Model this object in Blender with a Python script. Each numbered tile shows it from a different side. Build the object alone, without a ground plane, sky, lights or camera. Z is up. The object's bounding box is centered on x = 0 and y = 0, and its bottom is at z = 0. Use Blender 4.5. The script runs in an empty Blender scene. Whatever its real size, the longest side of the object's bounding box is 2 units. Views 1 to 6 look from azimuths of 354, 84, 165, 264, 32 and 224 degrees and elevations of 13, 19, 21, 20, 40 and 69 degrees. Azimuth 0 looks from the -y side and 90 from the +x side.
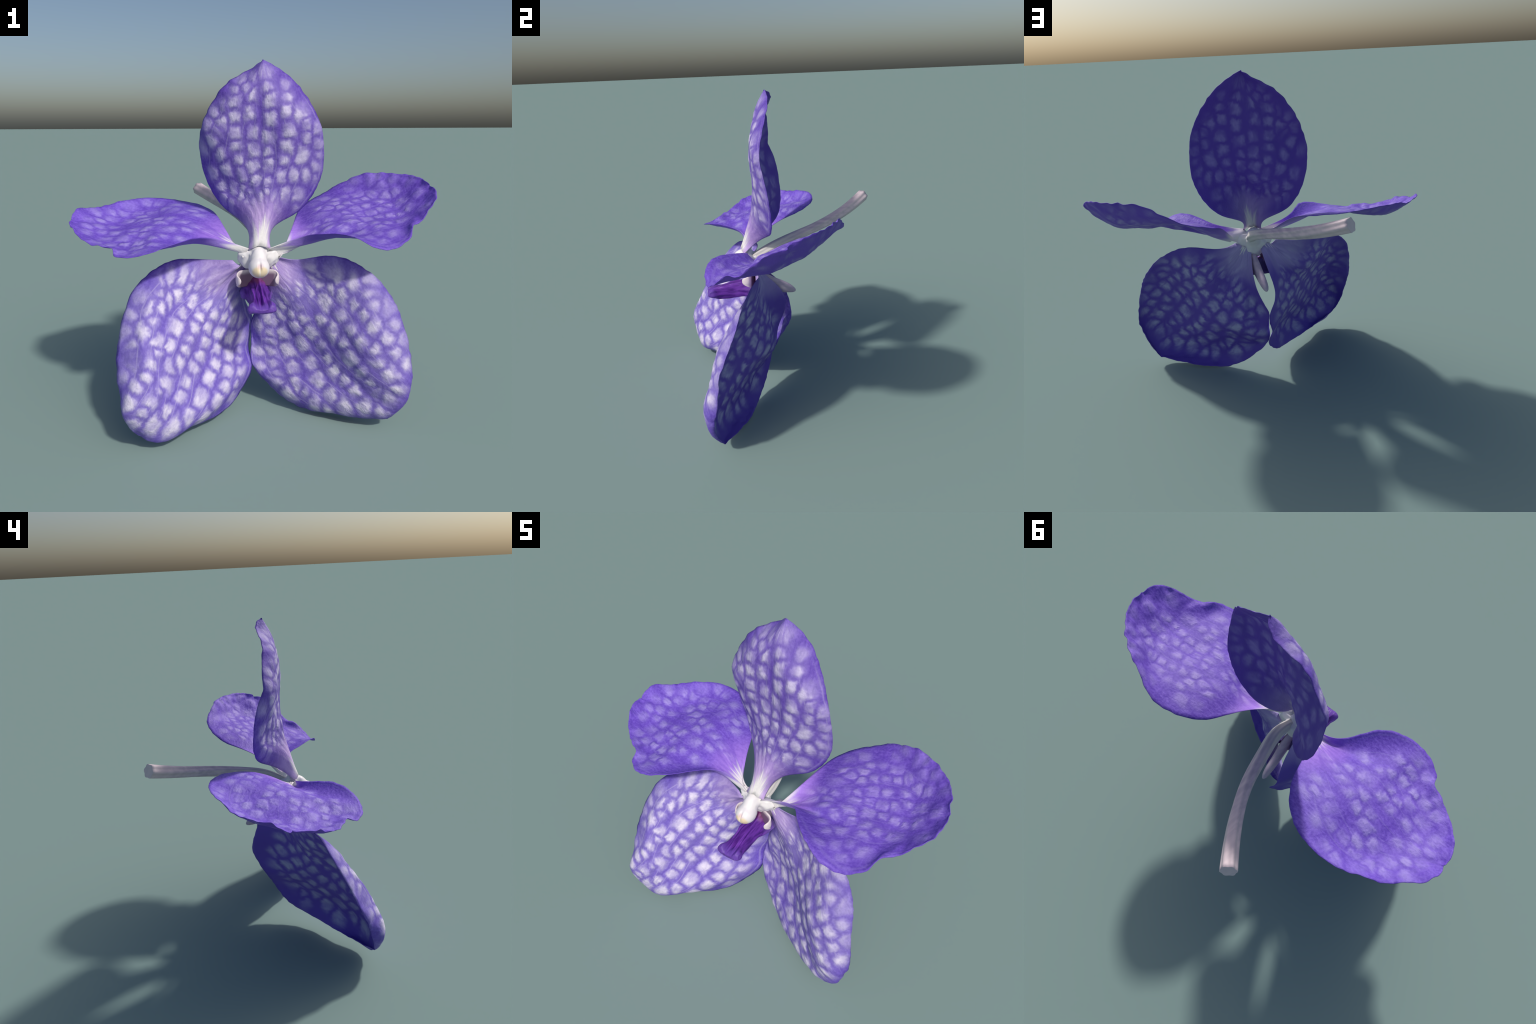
"""A vanda-type orchid flower: five netted violet petals around a white column,
a dark purple lip with a spur, and a ribbed flower stalk.  Frame: metres, z up."""
import bpy, bmesh, math
import numpy as np
from mathutils import noise, Vector

# ---------------------------------------------------------------- helpers
def link(ob, parent=None):
    bpy.context.scene.collection.objects.link(ob)
    ob.parent = parent
    return ob

def smooth(me):
    me.polygons.foreach_set("use_smooth", [True] * len(me.polygons))
    me.update()

def spline_basis(n, u):
    """Clamped cubic B-spline basis of n control points at parameters u."""
    k = 3
    kn = np.concatenate([np.zeros(k), np.linspace(0, 1, n - k + 1), np.ones(k)])
    u = np.clip(u, 0, 1 - 1e-9)
    B = np.array([(u >= kn[i]) & (u < kn[i + 1]) for i in range(len(kn) - 1)], float).T
    for d in range(1, k + 1):
        C = np.zeros((len(u), len(kn) - 1 - d))
        for i in range(C.shape[1]):
            a, b = kn[i + d] - kn[i], kn[i + d + 1] - kn[i + 1]
            if a > 0:
                C[:, i] += (u - kn[i]) / a * B[:, i]
            if b > 0:
                C[:, i] += (kn[i + d + 1] - u) / b * B[:, i + 1]
        B = C
    return B

def sstep(a, b, x):
    x = np.clip((x - a) / (b - a), 0, 1)
    return x * x * (3 - 2 * x)

def field(x, y, z, seed):
    """Perlin noise on arrays."""
    f = np.empty(x.size)
    o = Vector((seed * 7.31, seed * 3.17, seed * 1.73))
    for i, p in enumerate(zip(x.ravel(), y.ravel(), z.ravel())):
        f[i] = noise.noise(Vector(p) + o)
    return f.reshape(x.shape)

# ---------------------------------------------------------------- node helpers
class Nodes:
    def __init__(self, name):
        self.m = bpy.data.materials.new(name)
        self.m.use_nodes = True
        self.t = self.m.node_tree
        self.bsdf = self.t.nodes["Principled BSDF"]

    def node(self, kind, **props):
        n = self.t.nodes.new("ShaderNode" + kind)
        for k, v in props.items():
            setattr(n, k, v)
        return n

    def put(self, sock, val):
        if hasattr(val, "is_output"):
            self.t.links.new(val, sock)
        elif isinstance(val, (tuple, list)) and sock.type == "RGBA" and len(val) == 3:
            sock.default_value = (*val, 1)
        else:
            sock.default_value = val

    def math(self, op, a, b=0.0, c=0.0):
        n = self.node("Math", operation=op)
        for s, v in zip(n.inputs, (a, b, c)):
            self.put(s, v)
        return n.outputs[0]

    def vec(self, op, a, b=(0, 0, 0)):
        n = self.node("VectorMath", operation=op)
        self.put(n.inputs[0], a)
        self.put(n.inputs[1], b)
        return n.outputs["Value" if op in ("DISTANCE", "LENGTH", "DOT_PRODUCT") else "Vector"]

    def xyz(self, x, y, z=0.0):
        n = self.node("CombineXYZ")
        for s, v in zip(n.inputs, (x, y, z)):
            self.put(s, v)
        return n.outputs[0]

    def split(self, v):
        n = self.node("SeparateXYZ")
        self.put(n.inputs[0], v)
        return n.outputs

    def step(self, x, a, b, lo=0.0, hi=1.0):
        n = self.node("MapRange", interpolation_type="SMOOTHSTEP")
        for s, v in zip(n.inputs, (x, a, b, lo, hi)):
            self.put(s, v)
        return n.outputs[0]

    def noise(self, v, scale, detail=3.0, rough=0.55):
        n = self.node("TexNoise")
        self.put(n.inputs["Vector"], v)
        n.inputs["Scale"].default_value = scale
        n.inputs["Detail"].default_value = detail
        n.inputs["Roughness"].default_value = rough
        return n.outputs["Fac"]

    def mix(self, f, a, b):
        n = self.node("Mix", data_type="RGBA")
        self.put(n.inputs[0], f)
        self.put(n.inputs[6], a)
        self.put(n.inputs[7], b)
        return n.outputs[2]

    def coord(self, which):
        return self.node("TexCoord").outputs[which]

    def finish(self, col, rough=0.55, spec=0.3, height=None, strength=0.2, dist=0.01):
        self.put(self.bsdf.inputs["Base Color"], col)
        self.put(self.bsdf.inputs["Roughness"], rough)
        self.put(self.bsdf.inputs["Specular IOR Level"], spec)
        if height is not None:
            b = self.node("Bump")
            b.inputs["Strength"].default_value = strength
            b.inputs["Distance"].default_value = dist
            self.put(b.inputs["Height"], height)
            self.put(self.bsdf.inputs["Normal"], b.outputs[0])
        return self.m

# ---------------------------------------------------------------- petals

def petal_material(name, centres, claw, frame, width, length, net, spot, back_spot, veins, base, cell=0.055, seed=0, fade=0.5, margin=1.2):
    """Pale tesserae around the given centres (object space), parted by a violet net;
    Generated coordinates are the petal's own chart (across, along, face)."""
    N = Nodes(name)
    s, t, face = N.split(N.coord("Generated"))
    obj = N.coord("Object")
    q = N.xyz(N.math("MULTIPLY", s, width), N.math("MULTIPLY", t, length), seed * 1.0)
    # wobble the place that is looked up, so that the net runs unevenly
    p = obj
    for scale, amp in ((10.0, 0.034), (36.0, 0.020)):
        w = N.node("TexNoise")
        N.put(w.inputs["Vector"], q)
        w.inputs["Scale"].default_value, w.inputs["Detail"].default_value = scale, 1.0
        p = N.vec("ADD", p, N.vec("MULTIPLY", N.vec("SUBTRACT", w.outputs["Color"], (0.5, 0.5, 0.5)), (amp, amp, amp)))
    # nearest and second nearest centre, in a squarish metric lying along the petal
    p = N.xyz(*[N.vec("DOT_PRODUCT", p, tuple(map(float, axis))) for axis in frame])
    rnd = np.random.default_rng(seed)
    f1 = f2 = None
    for c, low in zip(centres @ frame.T, claw):
        w = rnd.uniform(0.84, 1.28)
        k = np.array((1.10 + 0.35 * low, 0.86 - 0.36 * low, 1.0)) * w      # drawn out towards the claw
        n = N.node("VectorMath", operation="MULTIPLY_ADD")
        for sock, val in zip(n.inputs, (p, tuple(map(float, k)), tuple(map(float, -c * k)))):
            N.put(sock, val)
        d = N.vec("MULTIPLY", n.outputs[0], n.outputs[0])
        d = N.vec("DOT_PRODUCT", d, d)
        if f1 is None:
            f1, f2 = d, N.math("ADD", d, 1.0)
        else:
            f2 = N.math("MINIMUM", f2, N.math("MAXIMUM", f1, d))
            f1 = N.math("MINIMUM", f1, d)
    f1, f2 = N.math("POWER", f1, 0.25), N.math("POWER", f2, 0.25)
    gap = N.math("SUBTRACT", f2, f1)
    tile = N.math("MULTIPLY", N.step(gap, 0.001, cell * 0.68), N.step(f1, cell * 1.05, cell * 0.22))
    # fibres and streaks run from base to tip
    fib = N.noise(N.vec("MULTIPLY", p, (75, 11, 30)), 1.0, 3.0)
    streak = N.noise(N.xyz(N.math("MULTIPLY", s, 9.0), N.math("MULTIPLY", t, 4.0), seed + 8.0), 1.0, 1.0)
    blot = N.noise(q, 11.0, 1.5)
    mott = N.noise(obj, 75.0, 3.0)
    tile = N.math("MULTIPLY", tile, N.step(blot, 0.34, 0.64, fade, 1.0))
    tile = N.math("MULTIPLY", tile, N.step(N.math("ADD", N.math("MULTIPLY", fib, 0.5), N.math("MULTIPLY", mott, 0.5)), 0.25, 0.6, 0.72, 1.0))
    grainy = N.noise(N.vec("MULTIPLY", p, (34, 13, 20)), 1.0, 2.0)
    tile = N.math("MULTIPLY", tile, N.step(grainy, 0.28, 0.52, 0.62, 1.0))
    rim = N.math("ABSOLUTE", N.math("SUBTRACT", s, 0.5))
    tile = N.math("MULTIPLY", tile, N.step(rim, 0.5, 0.38, 0.4, 1.0))
    tile = N.math("MULTIPLY", tile, N.step(t, 1.0, 0.84, 0.45, 1.0))
    # thin pale veins on top of the net
    w = N.math("ADD", N.math("MULTIPLY", s, veins), N.math("MULTIPLY", N.noise(q, 5.0, 1.0), 0.35))
    w = N.math("ABSOLUTE", N.math("SUBTRACT", N.math("FRACT", w), 0.5))
    vein = N.math("MULTIPLY", N.step(w, 0.43, 0.5), 0.20)
    vein = N.math("MULTIPLY", vein, N.math("MULTIPLY", N.step(t, 0.93, 0.75), N.step(t, 0.05, 0.2)))
    deep = tuple(c * k for c, k in zip(net, (0.76, 0.70, 0.84)))
    lite = tuple(min(1, c * k) for c, k in zip(net, (1.30, 1.45, 1.12)))
    grain = N.math("ADD", N.math("MULTIPLY", fib, 0.45), N.math("MULTIPLY", mott, 0.55))
    tone = N.mix(N.step(grain, 0.32, 0.68), deep, lite)
    tone = N.mix(N.step(gap, 0.020, 0.0, 0.0, 0.4), tone, deep)
    tone = N.mix(N.step(f1, cell * 1.5, cell * 0.3, 0.0, 0.13), tone, spot)
    front = N.mix(N.math("MAXIMUM", tile, vein), tone, spot)
    back = N.mix(N.math("MULTIPLY", tile, 0.8), N.mix(0.3, net, deep), back_spot)
    col = N.mix(N.step(face, 0.45, 0.55), back, front)
    # the claw: white, then mauve, broken into streaks along the fibres
    white_to, mauve_to, mauve, mauve_k = base
    ts = N.math("ADD", t, N.math("MULTIPLY", N.math("SUBTRACT", streak, 0.5), mauve_to * 0.8))
    ts = N.math("ADD", ts, N.math("MULTIPLY", N.math("POWER", rim, 2.0), mauve_to * margin))
    pale = tuple(min(0.85, c * 1.35 + 0.06) for c in mauve)
    dusk = tuple(0.5 * c + 0.5 * k for c, k in zip(mauve, net))
    mv = N.mix(N.step(N.math("ADD", N.math("MULTIPLY", streak, 0.8), N.math("MULTIPLY", fib, 0.2)), 0.34, 0.64), dusk, pale)
    mv = N.mix(N.step(face, 0.45, 0.55), N.mix(0.5, mv, back_spot), mv)
    col = N.mix(N.step(ts, mauve_to * 0.3, mauve_to * 1.15, mauve_k, 0.0), col, mv)
    col = N.mix(N.step(ts, white_to * 0.3, white_to, 1.0, 0.0), col, (0.80, 0.77, 0.78))
    h = N.math("ADD", N.math("MULTIPLY", tile, 0.7), N.math("MULTIPLY", fib, 0.5))
    return N.finish(col, 0.55, 0.25, N.math("ADD", h, N.math("MULTIPLY", mott, 0.5)), 0.6, 0.006)

def petal(name, ribs, front, spots, width, length, look, parent, pucker=0.0025, crumple=0.004, ruffle=0.006, nick=0.004, thick=0.010, lift=0.002, claw=0.004, groove=0.0014, seed=1):
    """Loft a petal through its ribs (base to tip, each rib from one margin over the
    midrib to the other), thicken it, and wrinkle it.  The mesh is a flat chart whose
    'grown' shape key carries the petal's real form."""
    P = np.array(ribs)                                    # stations x points x 3
    sp = np.array(spots)
    centres = np.einsum("kj,ki,jic->kc", spline_basis(P.shape[0], sp[:, 1]), spline_basis(P.shape[1], sp[:, 0]), P).round(3)
    along = P[-1, 3] - P[1, 3]
    along /= np.linalg.norm(along)
    across = P[6, -1] - P[6, 0]
    across -= along * (along @ across)
    across /= np.linalg.norm(across)
    frame = np.stack([across, along, np.cross(across, along)])
    mat = petal_material("netted_" + name, centres, 1 - sstep(0.06, 0.26, sp[:, 1]), frame, width, length, seed=seed, **look)
    nu, nv = 97, 141
    u = np.linspace(0, 1, nu)
    v = 1 - (1 - np.linspace(0, 1, nv)) ** 1.35
    S = np.einsum("vj,ui,jic->vuc", spline_basis(P.shape[0], v), spline_basis(P.shape[1], u), P)
    S[-1] = S[-1].mean(0)
    du, dv = np.gradient(S, axis=1), np.gradient(S, axis=0)
    dv[-1] = dv[-2]
    n = np.cross(du, dv)
    n[-1] = n[-2].mean(0)
    n /= np.linalg.norm(n, axis=2, keepdims=True) + 1e-12
    if (n.reshape(-1, 3) @ np.array(front)).sum() < 0:
        n = -n
    U, V = np.meshgrid(u, v)
    # relief: pillows at the tesserae, creases, crumples, frilled margin
    d = np.linalg.norm(S[:, :, None, :] - centres, axis=3).min(2)
    env = sstep(0.03, 0.25, V)
    h = pucker * (np.exp(-(d / 0.034) ** 2) - 0.4) * env
    h += crumple * env * (field(S[..., 0] * 9, S[..., 1] * 9, S[..., 2] * 9, seed) + 0.45 * field(S[..., 0] * 24, S[..., 1] * 24, S[..., 2] * 24, seed + 5) + 0.2 * field(S[..., 0] * 55, S[..., 1] * 55, S[..., 2] * 55, seed + 6))
    h += groove * env * (1 - sstep(0.7, 0.92, V)) * np.cos(2 * np.pi * (9 * U + 0.3 * field(S[..., 0] * 6, S[..., 1] * 6, S[..., 2] * 6, seed + 3)))
    edge = np.maximum(np.abs(2 * U - 1), sstep(0.85, 1.0, V))
    h += ruffle * edge ** 5 * sstep(0.35, 0.8, V) * field(S[..., 0] * 22, S[..., 1] * 22, S[..., 2] * 22, seed + 9)
    out = du * np.sign(U - 0.5)[..., None] / (np.linalg.norm(du, axis=2, keepdims=True) + 1e-9)
    S = S + out * (nick * edge ** 10 * env * field(S[..., 0] * 30, S[..., 1] * 30, S[..., 2] * 30, seed + 13))[..., None]
    th = thick * (1 - 0.75 * edge ** 7)
    th = th + claw * (1 - sstep(0.02, 0.22, V)) * (1 - np.abs(2 * U - 1) ** 2)      # fleshy claw
    up = np.minimum(lift, 0.3 * th)
    top = S + n * (h + up)[..., None]
    bot = S + n * (h + up - th)[..., None]
    co = np.concatenate([top.reshape(-1, 3), bot.reshape(-1, 3)])
    chart = np.concatenate([np.stack([U, V, np.full_like(U, f)], 2).reshape(-1, 3) for f in (1.0, 0.0)])
    m = nu * nv
    idx = np.arange(m).reshape(nv, nu)
    a, b, c, e = idx[:-1, :-1].ravel(), idx[:-1, 1:].ravel(), idx[1:, 1:].ravel(), idx[1:, :-1].ravel()
    quads = [np.stack([a, b, c, e], 1), np.stack([e, c, b, a], 1) + m]
    ring = np.concatenate([idx[:-1, 0], idx[-1, :-1], idx[:0:-1, -1], idx[0, :0:-1]])
    nxt = np.roll(ring, -1)
    quads.append(np.stack([ring, nxt, nxt + m, ring + m], 1))
    F = np.concatenate(quads)
    # face winding: the top sheet must look along n
    w = np.cross(top[60, 49] - top[60, 48], top[61, 48] - top[60, 48])
    if w @ n[60, 48] < 0:
        F = F[:, ::-1]
    me = bpy.data.meshes.new(name)
    me.from_pydata(chart.tolist(), [], F.tolist())
    smooth(me)
    me.materials.append(mat)
    ob = link(bpy.data.objects.new(name, me), parent)
    ob.shape_key_add(name="flat chart")
    key = ob.shape_key_add(name="grown")
    key.data.foreach_set("co", co.astype(np.float32).ravel())
    key.value = 1.0
    return ob

# control ribs of each petal, from base to tip; a rib runs margin - midrib - margin
# upright sepal at the back
D_RIBS = [
    [(-0.039, -0.244, 0.963), (-0.008, -0.274, 0.984), (0.013, -0.274, 0.990), (0.022, -0.258, 0.986), (0.036, -0.270, 0.988), (0.056, -0.271, 0.984), (0.082, -0.256, 0.971)],
    [(0.006, -0.138, 1.075), (-0.012, -0.199, 1.109), (0.022, -0.234, 1.132), (0.072, -0.238, 1.133), (0.088, -0.218, 1.118), (0.087, -0.184, 1.093), (0.064, -0.135, 1.079)],
    [(-0.154, 0.024, 1.110), (-0.136, -0.080, 1.193), (-0.041, -0.136, 1.232), (0.050, -0.203, 1.243), (0.102, -0.189, 1.230), (0.180, -0.171, 1.175), (0.252, -0.087, 1.087)],
    [(-0.275, 0.033, 1.349), (-0.232, 0.011, 1.272), (-0.087, -0.063, 1.258), (0.034, -0.210, 1.289), (0.136, -0.196, 1.320), (0.267, -0.174, 1.318), (0.399, -0.116, 1.333)],
    [(-0.287, -0.004, 1.542), (-0.252, -0.049, 1.447), (-0.124, -0.104, 1.366), (0.050, -0.155, 1.353), (0.172, -0.202, 1.416), (0.313, -0.183, 1.475), (0.378, -0.159, 1.537)],
    [(-0.268, -0.053, 1.599), (-0.238, -0.148, 1.585), (-0.099, -0.129, 1.514), (0.045, -0.143, 1.478), (0.159, -0.218, 1.518), (0.318, -0.208, 1.587), (0.363, -0.163, 1.594)],
    [(-0.251, -0.031, 1.675), (-0.155, -0.135, 1.678), (-0.059, -0.151, 1.642), (0.035, -0.151, 1.615), (0.147, -0.213, 1.627), (0.288, -0.219, 1.663), (0.343, -0.159, 1.650)],
    [(-0.128, -0.078, 1.861), (-0.091, -0.153, 1.791), (-0.028, -0.172, 1.747), (0.043, -0.150, 1.727), (0.107, -0.200, 1.727), (0.198, -0.167, 1.738), (0.287, -0.127, 1.773)],
    [(0.040, -0.023, 1.916), (0.002, -0.099, 1.867), (0.015, -0.136, 1.844), (0.043, -0.152, 1.847), (0.076, -0.153, 1.837), (0.122, -0.125, 1.847), (0.178, -0.076, 1.898)],
    [(0.059, -0.090, 1.946), (0.059, -0.091, 1.946), (0.058, -0.091, 1.946), (0.058, -0.091, 1.946), (0.058, -0.090, 1.947), (0.058, -0.088, 1.947), (0.058, -0.087, 1.947)],
]
# its pale tesserae (across, along)
D_SPOTS = [
    (0.15, 0.94), (0.08, 0.84), (0.14, 0.79), (0.33, 0.87), (0.67, 0.92), (0.68, 0.86), (0.92, 0.90), (0.87, 0.86),
    (0.80, 0.78), (0.89, 0.74), (0.62, 0.74), (0.33, 0.76), (0.19, 0.72), (0.07, 0.75), (0.05, 0.70), (0.05, 0.62),
    (0.12, 0.65), (0.12, 0.60), (0.10, 0.53), (0.25, 0.62), (0.42, 0.65), (0.58, 0.62), (0.77, 0.64), (0.90, 0.66),
    (0.88, 0.53), (0.97, 0.58), (0.97, 0.44), (0.28, 0.56), (0.43, 0.55), (0.57, 0.56), (0.74, 0.53), (0.86, 0.43),
    (0.97, 0.38), (0.18, 0.48), (0.31, 0.50), (0.72, 0.46), (0.96, 0.34), (0.22, 0.41), (0.34, 0.39), (0.43, 0.46),
    (0.57, 0.46), (0.72, 0.33), (0.84, 0.32), (0.92, 0.31), (0.97, 0.29), (0.12, 0.35), (0.15, 0.28), (0.25, 0.28),
    (0.45, 0.36), (0.58, 0.29), (0.08, 0.19), (0.29, 0.16), (0.34, 0.13), (0.71, 0.17), (0.83, 0.20), (0.92, 0.21),
    (0.96, 0.17), (0.55, 0.12), (0.07, 0.14), (0.04, 0.44), (0.06, 0.89), (0.67, 0.96), (0.16, 0.89), (0.38, 0.21),
    (0.59, 0.22), (0.46, 0.16), (0.28, 0.21), (0.78, 0.14), (0.22, 0.09), (0.58, 0.08),
]
# petal on the flower's right, swept back
PL_RIBS = [
    [(-0.067, -0.252, 0.919), (-0.048, -0.234, 0.937), (-0.034, -0.221, 0.950), (-0.031, -0.215, 0.954), (-0.045, -0.222, 0.946), (-0.050, -0.236, 0.949), (-0.034, -0.251, 0.972)],
    [(-0.172, -0.083, 1.078), (-0.182, -0.103, 1.056), (-0.202, -0.132, 1.039), (-0.229, -0.167, 1.022), (-0.255, -0.201, 1.003), (-0.250, -0.214, 0.995), (-0.196, -0.193, 1.024)],
    [(-0.188, 0.129, 1.136), (-0.299, 0.034, 1.134), (-0.346, -0.050, 1.106), (-0.364, -0.132, 1.082), (-0.368, -0.216, 1.042), (-0.343, -0.287, 1.009), (-0.302, -0.344, 1.061)],
    [(-0.395, 0.295, 1.166), (-0.439, 0.140, 1.165), (-0.463, 0.010, 1.123), (-0.465, -0.125, 1.088), (-0.454, -0.256, 1.040), (-0.424, -0.377, 0.995), (-0.377, -0.459, 1.071)],
    [(-0.573, 0.294, 1.188), (-0.554, 0.197, 1.107), (-0.556, 0.052, 1.103), (-0.544, -0.113, 1.087), (-0.531, -0.262, 1.057), (-0.548, -0.400, 1.039), (-0.597, -0.533, 0.989)],
    [(-0.648, 0.290, 1.187), (-0.655, 0.196, 1.086), (-0.642, 0.063, 1.094), (-0.608, -0.098, 1.077), (-0.587, -0.239, 1.028), (-0.628, -0.344, 0.988), (-0.743, -0.415, 0.986)],
    [(-0.859, 0.188, 1.158), (-0.762, 0.145, 1.080), (-0.714, 0.058, 1.057), (-0.680, -0.074, 1.067), (-0.677, -0.208, 1.061), (-0.697, -0.291, 0.993), (-0.697, -0.376, 1.037)],
    [(-0.900, 0.121, 1.149), (-0.845, 0.082, 1.098), (-0.795, 0.027, 1.059), (-0.766, -0.055, 1.046), (-0.769, -0.139, 1.026), (-0.808, -0.211, 0.995), (-0.885, -0.309, 1.009)],
    [(-1.003, 0.053, 1.178), (-0.927, 0.021, 1.116), (-0.884, -0.008, 1.087), (-0.865, -0.042, 1.074), (-0.871, -0.086, 1.054), (-0.914, -0.118, 1.058), (-1.011, -0.118, 1.127)],
    [(-0.988, -0.047, 1.108), (-0.987, -0.048, 1.110), (-0.985, -0.049, 1.111), (-0.984, -0.049, 1.112), (-0.983, -0.050, 1.113), (-0.982, -0.051, 1.114), (-0.980, -0.051, 1.115)],
]
# its pale tesserae (across, along)
PL_SPOTS = [
    (0.04, 0.85), (0.12, 0.78), (0.11, 0.58), (0.04, 0.61), (0.03, 0.50), (0.04, 0.41), (0.23, 0.66), (0.30, 0.54),
    (0.18, 0.53), (0.14, 0.46), (0.12, 0.34), (0.07, 0.29), (0.15, 0.28), (0.33, 0.39), (0.38, 0.50), (0.10, 0.19),
    (0.17, 0.22), (0.35, 0.29), (0.44, 0.36), (0.05, 0.18), (0.12, 0.15), (0.57, 0.52), (0.68, 0.53), (0.68, 0.66),
    (0.83, 0.84), (0.68, 0.90), (0.89, 0.93), (0.94, 0.84), (0.92, 0.77), (0.76, 0.72), (0.82, 0.56), (0.73, 0.35),
    (0.76, 0.43), (0.87, 0.69), (0.97, 0.79), (0.96, 0.57), (0.89, 0.51), (0.87, 0.40), (0.55, 0.63), (0.64, 0.82),
    (0.69, 0.96), (0.45, 0.92), (0.36, 0.83), (0.15, 0.94), (0.17, 0.88), (0.06, 0.74), (0.08, 0.67), (0.79, 0.19),
    (0.95, 0.46), (0.58, 0.28), (0.38, 0.19), (0.38, 0.12), (0.56, 0.16), (0.34, 0.08),
]
# petal on the flower's left, tip turned up
PR_RIBS = [
    [(0.137, -0.238, 0.917), (0.137, -0.221, 0.897), (0.111, -0.212, 0.915), (0.076, -0.215, 0.954), (0.064, -0.228, 0.970), (0.066, -0.249, 0.974), (0.073, -0.275, 0.975)],
    [(0.244, -0.064, 1.070), (0.277, -0.118, 0.990), (0.279, -0.161, 0.961), (0.267, -0.192, 0.965), (0.266, -0.202, 0.964), (0.262, -0.207, 0.983), (0.254, -0.208, 1.028)],
    [(0.276, 0.151, 1.122), (0.342, -0.032, 1.134), (0.385, -0.136, 1.071), (0.396, -0.210, 1.070), (0.421, -0.217, 1.037), (0.409, -0.227, 1.013), (0.322, -0.338, 1.063)],
    [(0.441, 0.241, 1.189), (0.467, 0.064, 1.162), (0.514, -0.081, 1.120), (0.533, -0.188, 1.112), (0.549, -0.243, 1.086), (0.544, -0.287, 1.007), (0.463, -0.494, 1.093)],
    [(0.529, 0.273, 1.233), (0.598, 0.123, 1.196), (0.642, -0.032, 1.165), (0.663, -0.116, 1.077), (0.663, -0.220, 1.112), (0.649, -0.341, 1.079), (0.601, -0.513, 0.982)],
    [(0.630, 0.227, 1.289), (0.707, 0.128, 1.189), (0.748, -0.005, 1.181), (0.756, -0.119, 1.137), (0.761, -0.199, 1.083), (0.753, -0.326, 1.081), (0.779, -0.474, 1.032)],
    [(0.741, 0.173, 1.346), (0.778, 0.058, 1.214), (0.823, -0.009, 1.166), (0.834, -0.101, 1.152), (0.835, -0.170, 1.105), (0.821, -0.281, 1.107), (0.783, -0.403, 1.121)],
    [(0.900, 0.095, 1.324), (0.881, 0.016, 1.241), (0.879, -0.036, 1.202), (0.880, -0.095, 1.188), (0.893, -0.153, 1.165), (0.901, -0.233, 1.146), (0.890, -0.323, 1.102)],
    [(0.983, -0.056, 1.330), (0.951, -0.052, 1.270), (0.930, -0.075, 1.245), (0.927, -0.106, 1.234), (0.948, -0.136, 1.212), (0.974, -0.180, 1.213), (1.014, -0.250, 1.277)],
    [(0.991, -0.125, 1.285), (0.991, -0.124, 1.284), (0.991, -0.123, 1.283), (0.991, -0.122, 1.281), (0.992, -0.122, 1.281), (0.992, -0.122, 1.281), (0.992, -0.122, 1.280)],
]
# its pale tesserae (across, along)
PR_SPOTS = [
    (0.16, 0.19), (0.13, 0.25), (0.09, 0.21), (0.04, 0.23), (0.12, 0.32), (0.18, 0.33), (0.09, 0.35), (0.04, 0.29),
    (0.09, 0.41), (0.17, 0.38), (0.17, 0.45), (0.16, 0.52), (0.10, 0.51), (0.04, 0.52), (0.27, 0.39), (0.28, 0.30),
    (0.26, 0.25), (0.28, 0.47), (0.23, 0.62), (0.07, 0.73), (0.13, 0.61), (0.13, 0.80), (0.15, 0.71), (0.40, 0.31),
    (0.38, 0.38), (0.41, 0.47), (0.41, 0.56), (0.36, 0.64), (0.54, 0.29), (0.47, 0.16), (0.69, 0.23), (0.55, 0.41),
    (0.56, 0.49), (0.72, 0.33), (0.75, 0.43), (0.60, 0.60), (0.67, 0.81), (0.47, 0.95), (0.78, 0.52), (0.80, 0.66),
    (0.65, 0.70), (0.84, 0.45), (0.91, 0.27), (0.91, 0.43), (0.94, 0.38), (0.89, 0.20), (0.97, 0.31), (0.93, 0.53),
    (0.96, 0.44), (0.93, 0.89), (0.02, 0.57), (0.02, 0.71), (0.04, 0.90), (0.38, 0.79), (0.87, 0.12), (0.87, 0.31),
    (0.04, 0.81), (0.17, 0.12), (0.32, 0.17), (0.27, 0.21), (0.27, 0.09), (0.13, 0.08),
]
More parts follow.
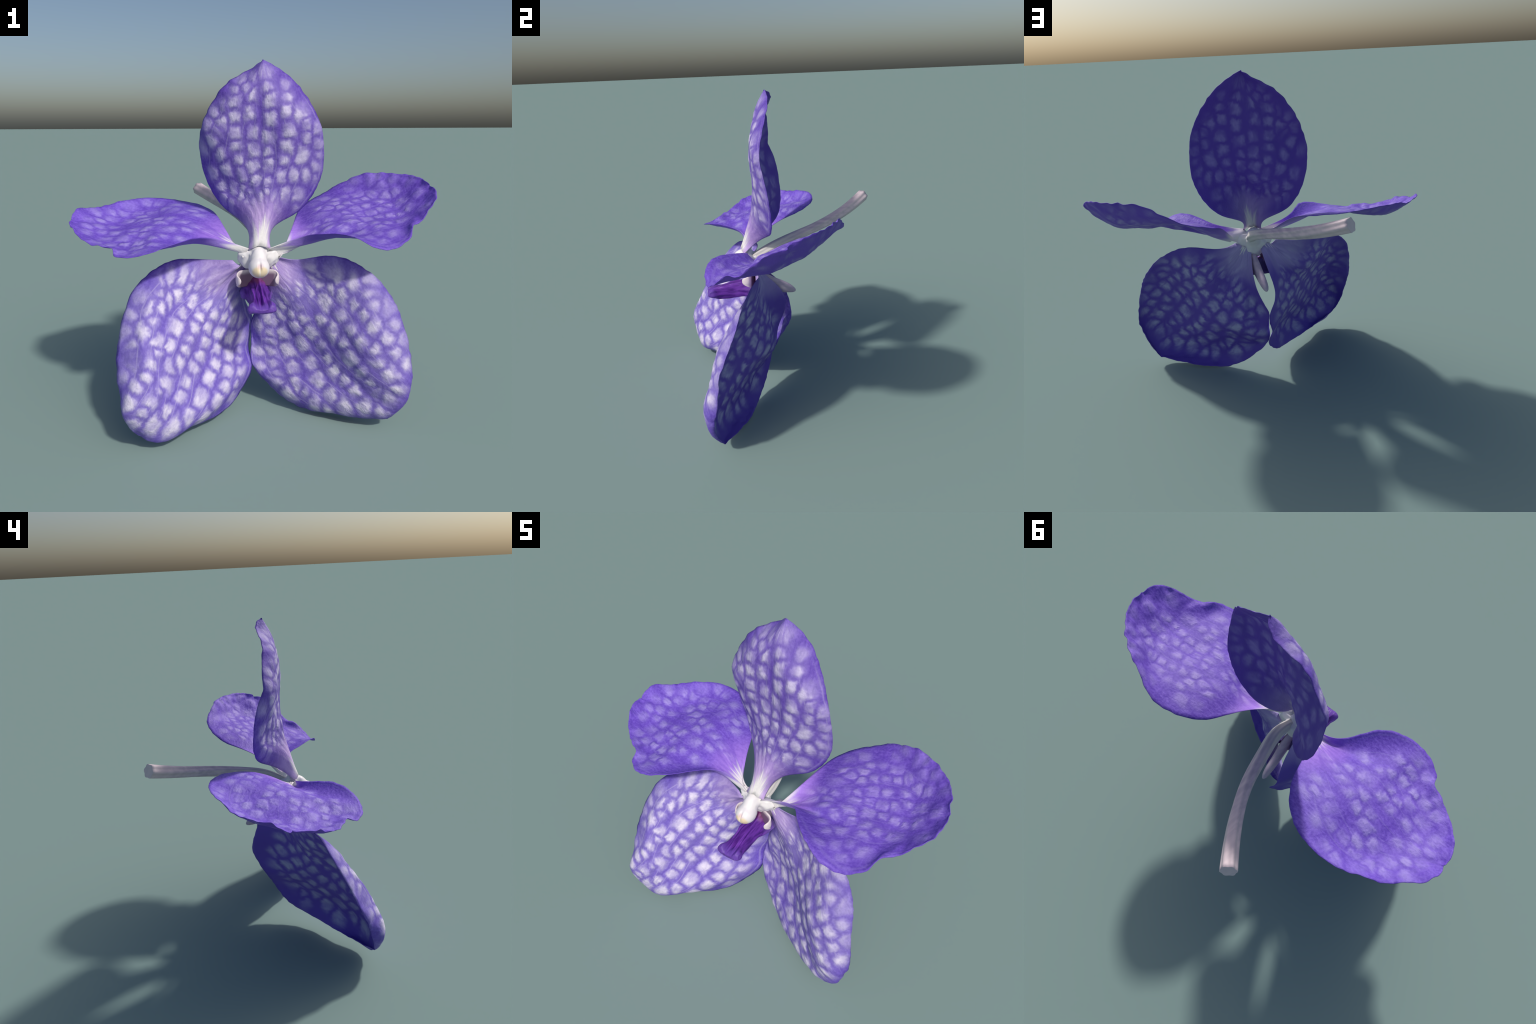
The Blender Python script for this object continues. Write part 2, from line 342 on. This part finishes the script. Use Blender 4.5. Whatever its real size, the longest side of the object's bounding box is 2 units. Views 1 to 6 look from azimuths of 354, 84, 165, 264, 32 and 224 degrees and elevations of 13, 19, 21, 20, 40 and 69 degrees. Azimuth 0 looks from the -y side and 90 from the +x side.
# lower sepal, flower's right
SL_RIBS = [
    [(-0.120, -0.205, 0.899), (-0.094, -0.216, 0.870), (-0.074, -0.214, 0.864), (-0.060, -0.196, 0.883), (-0.045, -0.184, 0.886), (-0.028, -0.181, 0.878), (-0.010, -0.185, 0.865)],
    [(-0.299, -0.112, 0.884), (-0.266, -0.169, 0.797), (-0.226, -0.175, 0.738), (-0.181, -0.159, 0.740), (-0.130, -0.157, 0.758), (-0.073, -0.111, 0.760), (-0.013, -0.029, 0.757)],
    [(-0.440, -0.144, 0.919), (-0.454, -0.229, 0.815), (-0.396, -0.219, 0.707), (-0.273, -0.204, 0.642), (-0.171, -0.233, 0.633), (-0.094, -0.122, 0.624), (-0.077, 0.038, 0.614)],
    [(-0.583, -0.279, 0.849), (-0.550, -0.355, 0.823), (-0.467, -0.343, 0.701), (-0.342, -0.307, 0.588), (-0.235, -0.250, 0.506), (-0.093, -0.125, 0.474), (0.045, 0.052, 0.475)],
    [(-0.667, -0.317, 0.759), (-0.593, -0.407, 0.705), (-0.499, -0.450, 0.608), (-0.387, -0.435, 0.513), (-0.268, -0.298, 0.409), (-0.104, -0.148, 0.344), (-0.048, -0.029, 0.331)],
    [(-0.703, -0.386, 0.628), (-0.588, -0.522, 0.575), (-0.553, -0.536, 0.468), (-0.448, -0.503, 0.372), (-0.283, -0.390, 0.285), (-0.062, -0.267, 0.252), (0.022, -0.101, 0.212)],
    [(-0.736, -0.473, 0.447), (-0.575, -0.581, 0.412), (-0.526, -0.628, 0.346), (-0.454, -0.579, 0.231), (-0.316, -0.528, 0.163), (-0.168, -0.380, 0.146), (-0.082, -0.159, 0.106)],
    [(-0.713, -0.523, 0.317), (-0.696, -0.640, 0.321), (-0.626, -0.654, 0.227), (-0.533, -0.620, 0.101), (-0.408, -0.585, 0.084), (-0.319, -0.466, 0.097), (-0.181, -0.344, 0.046)],
    [(-0.692, -0.553, 0.185), (-0.724, -0.621, 0.207), (-0.642, -0.615, 0.169), (-0.555, -0.589, 0.068), (-0.515, -0.567, -0.013), (-0.480, -0.519, 0.041), (-0.390, -0.454, 0.048)],
    [(-0.631, -0.580, 0.108), (-0.631, -0.580, 0.108), (-0.631, -0.580, 0.108), (-0.631, -0.580, 0.108), (-0.631, -0.580, 0.107), (-0.631, -0.579, 0.107), (-0.631, -0.579, 0.106)],
]
# its pale tesserae (across, along)
SL_SPOTS = [
    (0.75, 0.56), (0.72, 0.66), (0.57, 0.65), (0.85, 0.54), (0.67, 0.45), (0.63, 0.53), (0.67, 0.28), (0.38, 0.36),
    (0.37, 0.27), (0.35, 0.16), (0.18, 0.12), (0.10, 0.13), (0.23, 0.19), (0.20, 0.33), (0.17, 0.44), (0.23, 0.59),
    (0.16, 0.69), (0.33, 0.69), (0.41, 0.62), (0.12, 0.76), (0.13, 0.83), (0.48, 0.75), (0.68, 0.74), (0.42, 0.83),
    (0.85, 0.70), (0.85, 0.61), (0.60, 0.58), (0.78, 0.49), (0.03, 0.51), (0.07, 0.39), (0.53, 0.44), (0.50, 0.51),
    (0.28, 0.54), (0.10, 0.09), (0.16, 0.08), (0.28, 0.08), (0.10, 0.18), (0.11, 0.23), (0.22, 0.26), (0.11, 0.51),
    (0.05, 0.61), (0.06, 0.66), (0.06, 0.68), (0.68, 0.38), (0.78, 0.31), (0.87, 0.34), (0.93, 0.37), (0.93, 0.44),
    (0.92, 0.49), (0.86, 0.46), (0.78, 0.41), (0.92, 0.57), (0.92, 0.62), (0.53, 0.15), (0.53, 0.23), (0.68, 0.19),
    (0.79, 0.21), (0.87, 0.24), (0.92, 0.26), (0.54, 0.33), (0.53, 0.38), (0.37, 0.46), (0.26, 0.49), (0.44, 0.55),
    (0.29, 0.74), (0.26, 0.83), (0.59, 0.80), (0.85, 0.79), (0.95, 0.71), (0.58, 0.09), (0.12, 0.39), (0.02, 0.58),
    (0.04, 0.74), (0.14, 0.26), (0.77, 0.13), (0.25, 0.91), (0.07, 0.06), (0.35, 0.08), (0.61, 0.09), (0.72, 0.09),
    (0.19, 0.06), (0.72, 0.15), (0.41, 0.06), (0.85, 0.16),
]
# lower sepal, flower's left
SR_RIBS = [
    [(0.146, -0.208, 0.907), (0.125, -0.190, 0.899), (0.106, -0.188, 0.890), (0.090, -0.194, 0.880), (0.076, -0.195, 0.872), (0.063, -0.192, 0.864), (0.048, -0.189, 0.856)],
    [(0.244, -0.182, 0.867), (0.232, -0.161, 0.842), (0.201, -0.187, 0.797), (0.150, -0.207, 0.760), (0.108, -0.169, 0.740), (0.087, -0.102, 0.727), (0.103, 0.007, 0.723)],
    [(0.406, -0.198, 0.946), (0.389, -0.224, 0.820), (0.363, -0.203, 0.690), (0.223, -0.222, 0.635), (0.125, -0.106, 0.608), (0.027, -0.121, 0.573), (0.020, -0.001, 0.534)],
    [(0.593, -0.309, 0.867), (0.517, -0.356, 0.792), (0.396, -0.282, 0.641), (0.241, -0.218, 0.535), (0.121, -0.091, 0.452), (0.004, -0.118, 0.408), (-0.015, -0.023, 0.459)],
    [(0.709, -0.367, 0.750), (0.618, -0.461, 0.697), (0.451, -0.384, 0.558), (0.303, -0.232, 0.435), (0.148, -0.109, 0.316), (0.042, -0.051, 0.246), (0.001, -0.077, 0.358)],
    [(0.757, -0.424, 0.634), (0.622, -0.521, 0.552), (0.494, -0.491, 0.441), (0.405, -0.295, 0.342), (0.193, -0.220, 0.272), (0.018, -0.167, 0.169), (-0.040, -0.087, 0.234)],
    [(0.776, -0.476, 0.529), (0.736, -0.529, 0.448), (0.598, -0.549, 0.345), (0.509, -0.416, 0.265), (0.319, -0.325, 0.191), (0.161, -0.244, 0.085), (0.122, -0.152, 0.094)],
    [(0.824, -0.480, 0.352), (0.786, -0.557, 0.357), (0.712, -0.615, 0.300), (0.622, -0.534, 0.201), (0.458, -0.462, 0.115), (0.327, -0.360, 0.028), (0.262, -0.251, -0.024)],
    [(0.797, -0.541, 0.200), (0.823, -0.523, 0.220), (0.844, -0.551, 0.195), (0.729, -0.556, 0.105), (0.608, -0.510, 0.045), (0.524, -0.405, 0.031), (0.463, -0.285, 0.030)],
    [(0.696, -0.462, 0.046), (0.696, -0.462, 0.046), (0.696, -0.461, 0.046), (0.696, -0.461, 0.045), (0.696, -0.461, 0.045), (0.696, -0.461, 0.046), (0.695, -0.460, 0.046)],
]
# its pale tesserae (across, along)
SR_SPOTS = [
    (0.73, 0.56), (0.62, 0.58), (0.68, 0.68), (0.72, 0.78), (0.73, 0.84), (0.24, 0.38), (0.21, 0.54), (0.69, 0.44),
    (0.26, 0.25), (0.38, 0.18), (0.15, 0.36), (0.07, 0.38), (0.12, 0.50), (0.17, 0.23), (0.28, 0.14), (0.18, 0.62),
    (0.21, 0.68), (0.08, 0.61), (0.09, 0.71), (0.22, 0.76), (0.57, 0.44), (0.52, 0.64), (0.53, 0.70), (0.62, 0.86),
    (0.80, 0.67), (0.14, 0.44), (0.16, 0.29), (0.35, 0.34), (0.11, 0.12), (0.09, 0.21), (0.17, 0.14), (0.09, 0.29),
    (0.03, 0.34), (0.23, 0.46), (0.33, 0.44), (0.46, 0.39), (0.55, 0.30), (0.68, 0.33), (0.78, 0.22), (0.89, 0.24),
    (0.79, 0.29), (0.79, 0.35), (0.81, 0.41), (0.91, 0.42), (0.92, 0.51), (0.82, 0.50), (0.84, 0.58), (0.87, 0.62),
    (0.90, 0.71), (0.81, 0.73), (0.83, 0.79), (0.84, 0.84), (0.47, 0.27), (0.56, 0.22), (0.69, 0.19), (0.46, 0.49),
    (0.31, 0.51), (0.34, 0.59), (0.49, 0.57), (0.36, 0.69), (0.39, 0.76), (0.57, 0.79), (0.42, 0.82), (0.29, 0.85),
    (0.41, 0.85), (0.58, 0.91), (0.07, 0.78), (0.03, 0.70), (0.04, 0.59), (0.04, 0.48), (0.08, 0.43), (0.48, 0.14),
    (0.53, 0.08), (0.37, 0.06), (0.30, 0.09), (0.46, 0.08), (0.38, 0.11), (0.57, 0.12), (0.37, 0.18), (0.47, 0.17),
    (0.65, 0.16), (0.28, 0.05),
]


# ---------------------------------------------------------------- swept parts
def tube(name, path, radii, parent, mat, ribs=0, rib_depth=0.0, twist=0.0, nv=60, nu=36, flat=1.0, up=(0, 0, 1)):
    """Sweep a (ribbed, elliptical) section along a spline path; closed ends."""
    path, radii = np.array(path, float), np.array(radii, float)
    v = np.linspace(0, 1, nv)
    C = spline_basis(len(path), v) @ path
    R = spline_basis(len(radii), v) @ radii
    T = np.gradient(C, axis=0)
    T /= np.linalg.norm(T, axis=1, keepdims=True)
    side = np.cross(T, np.array(up, float))
    side /= np.linalg.norm(side, axis=1, keepdims=True)
    nor = np.cross(side, T)
    a = np.linspace(0, 2 * np.pi, nu, endpoint=False)
    co = []
    for j in range(nv):
        r = R[j] * (1 + rib_depth * np.cos(ribs * (a + twist * v[j])))
        co.append(C[j] + side[j] * (np.cos(a) * r * flat)[:, None] + nor[j] * (np.sin(a) * r)[:, None])
    co = np.concatenate(co).tolist()
    F = [(j * nu + i, j * nu + (i + 1) % nu, (j + 1) * nu + (i + 1) % nu, (j + 1) * nu + i) for j in range(nv - 1) for i in range(nu)]
    F += [tuple(range(nu))[::-1], tuple(range((nv - 1) * nu, nv * nu))]
    me = bpy.data.meshes.new(name)
    me.from_pydata(co, [], F)
    smooth(me)
    for k in (-1, -2):
        me.polygons[len(F) + k].use_smooth = False
    me.materials.append(mat)
    return link(bpy.data.objects.new(name, me), parent)

def loft(name, rings, parent, mat, nu=64, nv=64, closed=True, rough=0.0):
    """Spline loft through closed rings of control points; ends capped."""
    P = np.array(rings, float)
    k = P.shape[1]
    if closed:
        P = np.concatenate([P, P[:, :3]], 1)          # periodic uniform cubic
        u = np.linspace(0, 1, nu, endpoint=False) * k
        i = np.floor(u).astype(int)
        f = u - i
        W = np.stack([(1 - f) ** 3, 3 * f ** 3 - 6 * f ** 2 + 4, -3 * f ** 3 + 3 * f ** 2 + 3 * f + 1, f ** 3], 1) / 6
        B = np.zeros((nu, k + 3))
        for j in range(4):
            B[np.arange(nu), i + j] += W[:, j]
    S = np.einsum("vj,ui,jic->vuc", spline_basis(P.shape[0], np.linspace(0, 1, nv)), B, P)
    if rough:                                             # lengthwise folds and unevenness
        r = S - S.mean(1, keepdims=True)
        r /= np.linalg.norm(r, axis=2, keepdims=True) + 1e-9
        S = S + r * (rough * (field(S[..., 0] * 60, S[..., 1] * 9, S[..., 2] * 60, 3) + field(S[..., 0] * 16, S[..., 1] * 16, S[..., 2] * 16, 4)))[..., None]
    F = [(j * nu + i, j * nu + (i + 1) % nu, (j + 1) * nu + (i + 1) % nu, (j + 1) * nu + i) for j in range(nv - 1) for i in range(nu)]
    co = S.reshape(-1, 3).tolist()
    for j, flip in ((0, True), (nv - 1, False)):
        co.append(S[j].mean(0).tolist())
        c = len(co) - 1
        for i in range(nu):
            q = (j * nu + i, j * nu + (i + 1) % nu, c)
            F.append(q[::-1] if flip else q)
    me = bpy.data.meshes.new(name)
    me.from_pydata(co, [], F)
    bm = bmesh.new()
    bm.from_mesh(me)
    bmesh.ops.recalc_face_normals(bm, faces=bm.faces)
    bm.to_mesh(me)
    bm.free()
    smooth(me)
    me.materials.append(mat)
    return link(bpy.data.objects.new(name, me), parent)

def blob(name, balls, voxel, parent, mat, sculpt=None, smooth_steps=8):
    """Fuse ellipsoids (centre, radii, tilt about x) into one smooth body."""
    bm = bmesh.new()
    for c, r, tilt in balls:
        g = bmesh.ops.create_icosphere(bm, subdivisions=4, radius=1.0)
        ct, st = math.cos(tilt), math.sin(tilt)
        for w in g["verts"]:
            x, y, z = w.co.x * r[0], w.co.y * r[1], w.co.z * r[2]
            w.co = (c[0] + x, c[1] + y * ct - z * st, c[2] + y * st + z * ct)
    me = bpy.data.meshes.new(name)
    bm.to_mesh(me)
    bm.free()
    ob = link(bpy.data.objects.new(name, me), parent)
    r = ob.modifiers.new("fuse", "REMESH")
    r.mode, r.voxel_size = "VOXEL", voxel
    s = ob.modifiers.new("soften", "SMOOTH")
    s.factor, s.iterations = 0.5, smooth_steps
    dg = bpy.context.evaluated_depsgraph_get()
    new = bpy.data.meshes.new_from_object(ob.evaluated_get(dg))
    ob.modifiers.clear()
    ob.data = new
    new.name = name
    if sculpt:
        for w in new.vertices:
            w.co = sculpt(w.co)
    new.materials.clear()
    new.materials.append(mat)
    smooth(new)
    return ob

# ---------------------------------------------------------------- the flower
flower = link(bpy.data.objects.new("orchid_flower", None))
flower.empty_display_size = 0.2
flower["label"] = "violet orchid flower with white-netted petals and dark purple lip"
flower["category"] = "flower"

for name, ribs, front, spots, w, l, look, form in (
    ("dorsal_sepal", D_RIBS, (0, -1, 0), D_SPOTS, 0.78, 1.0,
     dict(net=(0.128, 0.066, 0.44), spot=(0.60, 0.54, 0.76), back_spot=(0.33, 0.27, 0.60), veins=9.0, base=(0.075, 0.19, (0.47, 0.33, 0.62), 0.85), fade=0.3),
     dict()),
    ("side_petal", PL_RIBS, (0, 0, 1), PL_SPOTS, 0.80, 1.0,
     dict(net=(0.165, 0.085, 0.57), spot=(0.37, 0.30, 0.71), back_spot=(0.36, 0.31, 0.62), veins=9.0, base=(0.05, 0.13, (0.33, 0.17, 0.64), 0.7), cell=0.043, fade=0.25, margin=0.2),
     dict(ruffle=0.014, crumple=0.004, nick=0.006, lift=0.0, groove=0.0004)),
    ("side_petal", PR_RIBS, (0, 0, 1), PR_SPOTS, 0.80, 1.0,
     dict(net=(0.155, 0.080, 0.53), spot=(0.36, 0.285, 0.67), back_spot=(0.36, 0.31, 0.62), veins=9.0, base=(0.06, 0.13, (0.33, 0.17, 0.62), 0.7), cell=0.043, fade=0.2, margin=0.2),
     dict(ruffle=0.014, crumple=0.004, nick=0.006, lift=0.0, groove=0.0004)),
    ("lower_sepal", SL_RIBS, (0, -1, 0), SL_SPOTS, 0.97, 1.2,
     dict(net=(0.145, 0.088, 0.51), spot=(0.74, 0.69, 0.84), back_spot=(0.50, 0.50, 0.71), veins=9.0, base=(0.016, 0.12, (0.44, 0.32, 0.57), 0.7), cell=0.071, fade=0.55),
     dict(nick=0.006)),
    ("lower_sepal", SR_RIBS, (0, -1, 0), SR_SPOTS, 1.0, 1.2,
     dict(net=(0.134, 0.079, 0.465), spot=(0.70, 0.65, 0.80), back_spot=(0.50, 0.50, 0.71), veins=9.0, base=(0.016, 0.12, (0.44, 0.32, 0.57), 0.7), cell=0.070, fade=0.4),
     dict(pucker=0.004, crumple=0.006, nick=0.006)),
):
    petal(name, ribs, front, spots, w, l, look, flower, seed=len(bpy.data.materials) + 1, **form)


MID = 0.012                                             # plane of symmetry of lip and column

def column_material():
    N = Nodes("white_column")
    o = N.coord("Object")
    cream = N.step(N.vec("DISTANCE", N.vec("MULTIPLY", o, (1.0, 1.0, 1.25)), (MID + 0.001, -0.376, 0.868 * 1.25)), 0.034, 0.052, 1.0, 0.0)
    split = N.step(N.math("ABSOLUTE", N.math("SUBTRACT", N.split(o)[0], MID)), 0.0, 0.007, 0.45, 1.0)
    n = N.noise(o, 40.0, 2.0)
    col = N.mix(N.step(n, 0.3, 0.7), (0.84, 0.82, 0.82), (0.80, 0.77, 0.80))
    col = N.mix(N.math("MULTIPLY", cream, split), col, (0.82, 0.68, 0.46))
    pink = N.step(N.vec("DISTANCE", o, (MID, -0.376, 0.905)), 0.006, 0.026, 0.7, 0.0)
    col = N.mix(pink, col, (0.70, 0.50, 0.55))
    green = N.step(N.split(o)[1], -0.20, -0.13, 0.0, 0.8)
    col = N.mix(green, col, (0.58, 0.56, 0.60))
    return N.finish(col, 0.42, 0.4, n, 0.1, 0.004)

def lip_material():
    N = Nodes("purple_lip")
    o = N.coord("Object")
    x, y, z = N.split(o)
    n = N.noise(N.vec("MULTIPLY", o, (95, 7, 40)), 1.0, 3.0)
    col = N.mix(N.step(n, 0.36, 0.64), (0.070, 0.012, 0.215), (0.150, 0.036, 0.37))
    front = N.step(y, -0.43, -0.48)
    col = N.mix(N.math("MULTIPLY", front, 0.75), col, (0.135, 0.062, 0.39))
    side = N.step(N.math("ABSOLUTE", N.math("SUBTRACT", x, MID)), 0.06, 0.09, 0.0, 0.6)
    col = N.mix(N.math("MULTIPLY", side, N.step(y, -0.30, -0.22)), col, (0.26, 0.17, 0.55))
    throat = N.math("MULTIPLY", N.step(y, -0.25, -0.205, 0.0, 0.85), N.step(y, -0.165, -0.175))
    col = N.mix(N.math("MULTIPLY", throat, N.step(z, 0.74, 0.78)), col, (0.16, 0.03, 0.10))
    col = N.mix(N.step(y, -0.172, -0.160, 0.0, 0.8), col, (0.10, 0.075, 0.22))  # rear of the lip darkened to bluish purple, baking in the shade behind its wings
    return N.finish(col, 0.5, 0.35, n, 0.25, 0.006)

def stalk_material():
    N = Nodes("pale_stalk")
    o = N.coord("Object")
    y = N.split(o)[1]
    n = N.noise(N.vec("MULTIPLY", o, (40, 5, 40)), 1.0, 3.0)
    col = N.mix(N.step(n, 0.3, 0.7), (0.53, 0.45, 0.52), (0.70, 0.59, 0.63))
    col = N.mix(N.step(y, 0.35, 0.6, 0.0, 0.6), col, (0.76, 0.62, 0.64))
    col = N.mix(N.step(y, 0.15, -0.1, 0.0, 0.7), col, (0.62, 0.63, 0.57))
    return N.finish(col, 0.5, 0.3, n, 0.2, 0.006)

def spur_material():
    N = Nodes("mauve_spur")
    o = N.coord("Object")
    n = N.noise(N.vec("MULTIPLY", o, (50, 8, 50)), 1.0, 3.0)
    col = N.mix(N.step(n, 0.3, 0.7), (0.46, 0.37, 0.50), (0.58, 0.48, 0.58))
    return N.finish(col, 0.45, 0.35, n, 0.15, 0.005)

def ear_material():
    N = Nodes("pale_lobe")
    o = N.coord("Object")
    x, y, z = N.split(o)
    n = N.noise(o, 50.0, 2.0)
    col = N.mix(N.step(n, 0.3, 0.7), (0.72, 0.62, 0.66), (0.80, 0.72, 0.73))
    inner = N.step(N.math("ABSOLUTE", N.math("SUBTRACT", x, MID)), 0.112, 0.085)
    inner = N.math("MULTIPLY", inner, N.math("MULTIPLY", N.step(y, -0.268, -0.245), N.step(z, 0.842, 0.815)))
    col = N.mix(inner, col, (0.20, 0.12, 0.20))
    return N.finish(col, 0.42, 0.4, n, 0.1, 0.004)

white = column_material()

def press_column(co):
    """Stigma slit in the cap, and a faint ridge down the middle of the column."""
    p = Vector((co.x * 38, co.y * 38, co.z * 38))
    if co.y > -0.31:                                      # small folds and lumps behind the cap
        co = co + Vector((noise.noise(p), noise.noise(p + Vector((9, 2, 5))), noise.noise(p + Vector((3, 8, 1))))) * 0.0045 * min(1, (co.y + 0.31) / 0.04)
    if co.y < -0.33:
        d = math.hypot((co.x - MID) / 0.006, (co.z - 0.900) / 0.022)
        co.y += 0.016 * math.exp(-d * d)
        d = math.hypot((co.x - MID - 0.010) / 0.006, (co.z - 0.902) / 0.016)
        co.y -= 0.006 * math.exp(-d * d)
    return co

column = blob("column", [
    ((MID + 0.001, -0.318, 0.881), (0.057, 0.066, 0.055), 0.0),        # rounded cap
    ((MID + 0.003, -0.275, 0.922), (0.044, 0.075, 0.052), 0.75),       # back of the column
    ((MID + 0.006, -0.235, 0.938), (0.056, 0.040, 0.042), 0.3),
    ((MID - 0.056, -0.226, 0.903), (0.034, 0.022, 0.058), 0.35),       # wings, spread onto the petal claws
    ((MID + 0.062, -0.224, 0.903), (0.036, 0.023, 0.056), 0.35),
    ((MID - 0.076, -0.216, 0.932), (0.034, 0.020, 0.034), 0.2),
    ((MID + 0.082, -0.216, 0.930), (0.036, 0.020, 0.034), 0.2),
    ((MID + 0.004, -0.205, 0.885), (0.076, 0.042, 0.050), 0.0),
    ((MID - 0.086, -0.208, 0.912), (0.022, 0.018, 0.034), 0.2),
    ((MID + 0.100, -0.210, 0.908), (0.026, 0.018, 0.036), 0.2),
    ((MID + 0.006, -0.225, 0.962), (0.046, 0.026, 0.024), 0.2),        # under the upright sepal
    ((MID + 0.020, -0.178, 0.925), (0.048, 0.034, 0.040), 0.0),        # receptacle
    ((MID + 0.024, -0.188, 0.862), (0.046, 0.022, 0.050), 0.0),
    ((MID + 0.006, -0.195, 0.840), (0.046, 0.018, 0.040), 0.0),
], 0.0055, flower, white, press_column, 24)

# lip: a solid tongue, grooved lengthwise on top, with drooping sides and a flared tip;
# each section gives half of the outline from the middle groove to the lower edge
LIP = [
    (-0.145, 0.700, [(0, 0.770), (0.015, 0.770), (0.034, 0.765), (0.060, 0.748), (0.092, 0.710), (0.096, 0.686)]),
    (-0.180, 0.690, [(0, 0.825), (0.014, 0.825), (0.030, 0.818), (0.055, 0.780), (0.092, 0.700), (0.090, 0.660)]),
    (-0.225, 0.690, [(0, 0.745), (0.012, 0.772), (0.024, 0.766), (0.040, 0.760), (0.070, 0.712), (0.076, 0.668)]),
    (-0.285, 0.690, [(0, 0.728), (0.013, 0.778), (0.022, 0.745), (0.036, 0.774), (0.055, 0.715), (0.056, 0.672)]),
    (-0.345, 0.685, [(0, 0.716), (0.013, 0.778), (0.022, 0.738), (0.035, 0.772), (0.052, 0.712), (0.054, 0.664)]),
    (-0.400, 0.680, [(0, 0.706), (0.013, 0.764), (0.022, 0.726), (0.036, 0.758), (0.050, 0.704), (0.051, 0.656)]),
    (-0.438, 0.680, [(0, 0.702), (0.013, 0.746), (0.024, 0.716), (0.042, 0.746), (0.059, 0.706), (0.059, 0.664)]),
    (-0.465, 0.684, [(0, 0.716), (0.013, 0.730), (0.026, 0.714), (0.048, 0.756), (0.077, 0.726), (0.073, 0.676)]),
    (-0.485, 0.686, [(0, 0.715), (0.013, 0.722), (0.026, 0.718), (0.050, 0.748), (0.077, 0.724), (0.074, 0.684)]),
    (-0.498, 0.690, [(0, 0.712), (0.013, 0.714), (0.026, 0.715), (0.044, 0.732), (0.066, 0.716), (0.066, 0.692)]),
    (-0.503, 0.695, [(0, 0.706), (0.010, 0.707), (0.022, 0.707), (0.036, 0.714), (0.050, 0.708), (0.050, 0.698)]),
]
rings = []
for y, under, half in LIP:
    right = [(MID + x, y, z) for x, z in half]
    left = [(MID - x, y, z) for x, z in half[:0:-1]]
    rings.append(right + [(MID + half[-1][0] * 0.5, y, under), (MID - half[-1][0] * 0.5, y, under)] + left)
lip = loft("lip", rings, flower, lip_material(), 140, 110, rough=0.007)

# two pale side lobes of the lip: upright plates, rolled forward and in along the outer margin
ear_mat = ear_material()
RUN = np.array([(0.018, -0.195), (0.056, -0.210), (0.088, -0.226), (0.108, -0.231), (0.117, -0.244), (0.111, -0.264), (0.098, -0.282), (0.090, -0.276)])
for side in (1, -1):
    rings = []
    for z, reach in ((0.752, 0.40), (0.760, 0.52), (0.770, 0.70), (0.780, 0.93), (0.794, 1.0), (0.808, 0.98), (0.818, 0.84), (0.826, 0.62), (0.838, 0.45), (0.845, 0.33)):
        k = np.linspace(0, reach, 8) * (len(RUN) - 1)
        run = np.stack([np.interp(k, np.arange(len(RUN)), RUN[:, c]) for c in (0, 1)], 1)
        tg = np.gradient(run, axis=0)
        tg /= np.linalg.norm(tg, axis=1, keepdims=True)
        nrm = np.stack([-tg[:, 1], tg[:, 0]], 1) * 0.005
        rings.append([(MID + side * x, y, z) for x, y in np.concatenate([run + nrm, (run - nrm)[::-1]])])
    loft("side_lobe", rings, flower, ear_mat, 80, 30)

# hollow spur behind the lip: deep and narrow, tapering to a blunt tip
rings = []
for y, xc, zc, rx, rz in ((-0.185, 0.040, 0.775, 0.026, 0.070), (-0.150, 0.040, 0.768, 0.030, 0.062), (-0.110, 0.036, 0.752, 0.028, 0.056), (-0.050, 0.030, 0.722, 0.025, 0.050),
                          (0.000, 0.027, 0.706, 0.024, 0.041), (0.040, 0.024, 0.690, 0.021, 0.030), (0.064, 0.022, 0.678, 0.014, 0.018), (0.072, 0.022, 0.675, 0.004, 0.006)):
    rings.append([(xc + rx * math.cos(i * math.pi / 6), y, zc + rz * math.sin(i * math.pi / 6)) for i in range(12)])
spur = loft("spur", rings, flower, spur_material(), 40, 50)

stalk = tube("flower_stalk", [(-0.304, 0.611, 1.206), (-0.209, 0.502, 1.155), (-0.114, 0.366, 1.111), (-0.036, 0.209, 1.071), (0.012, 0.039, 1.028), (0.062, -0.10, 0.985), (0.045, -0.19, 0.930)],
             [0.038, 0.035, 0.032, 0.030, 0.031, 0.033, 0.028], flower, stalk_material(), ribs=6, rib_depth=0.075, twist=-1.2, nv=90, nu=72)
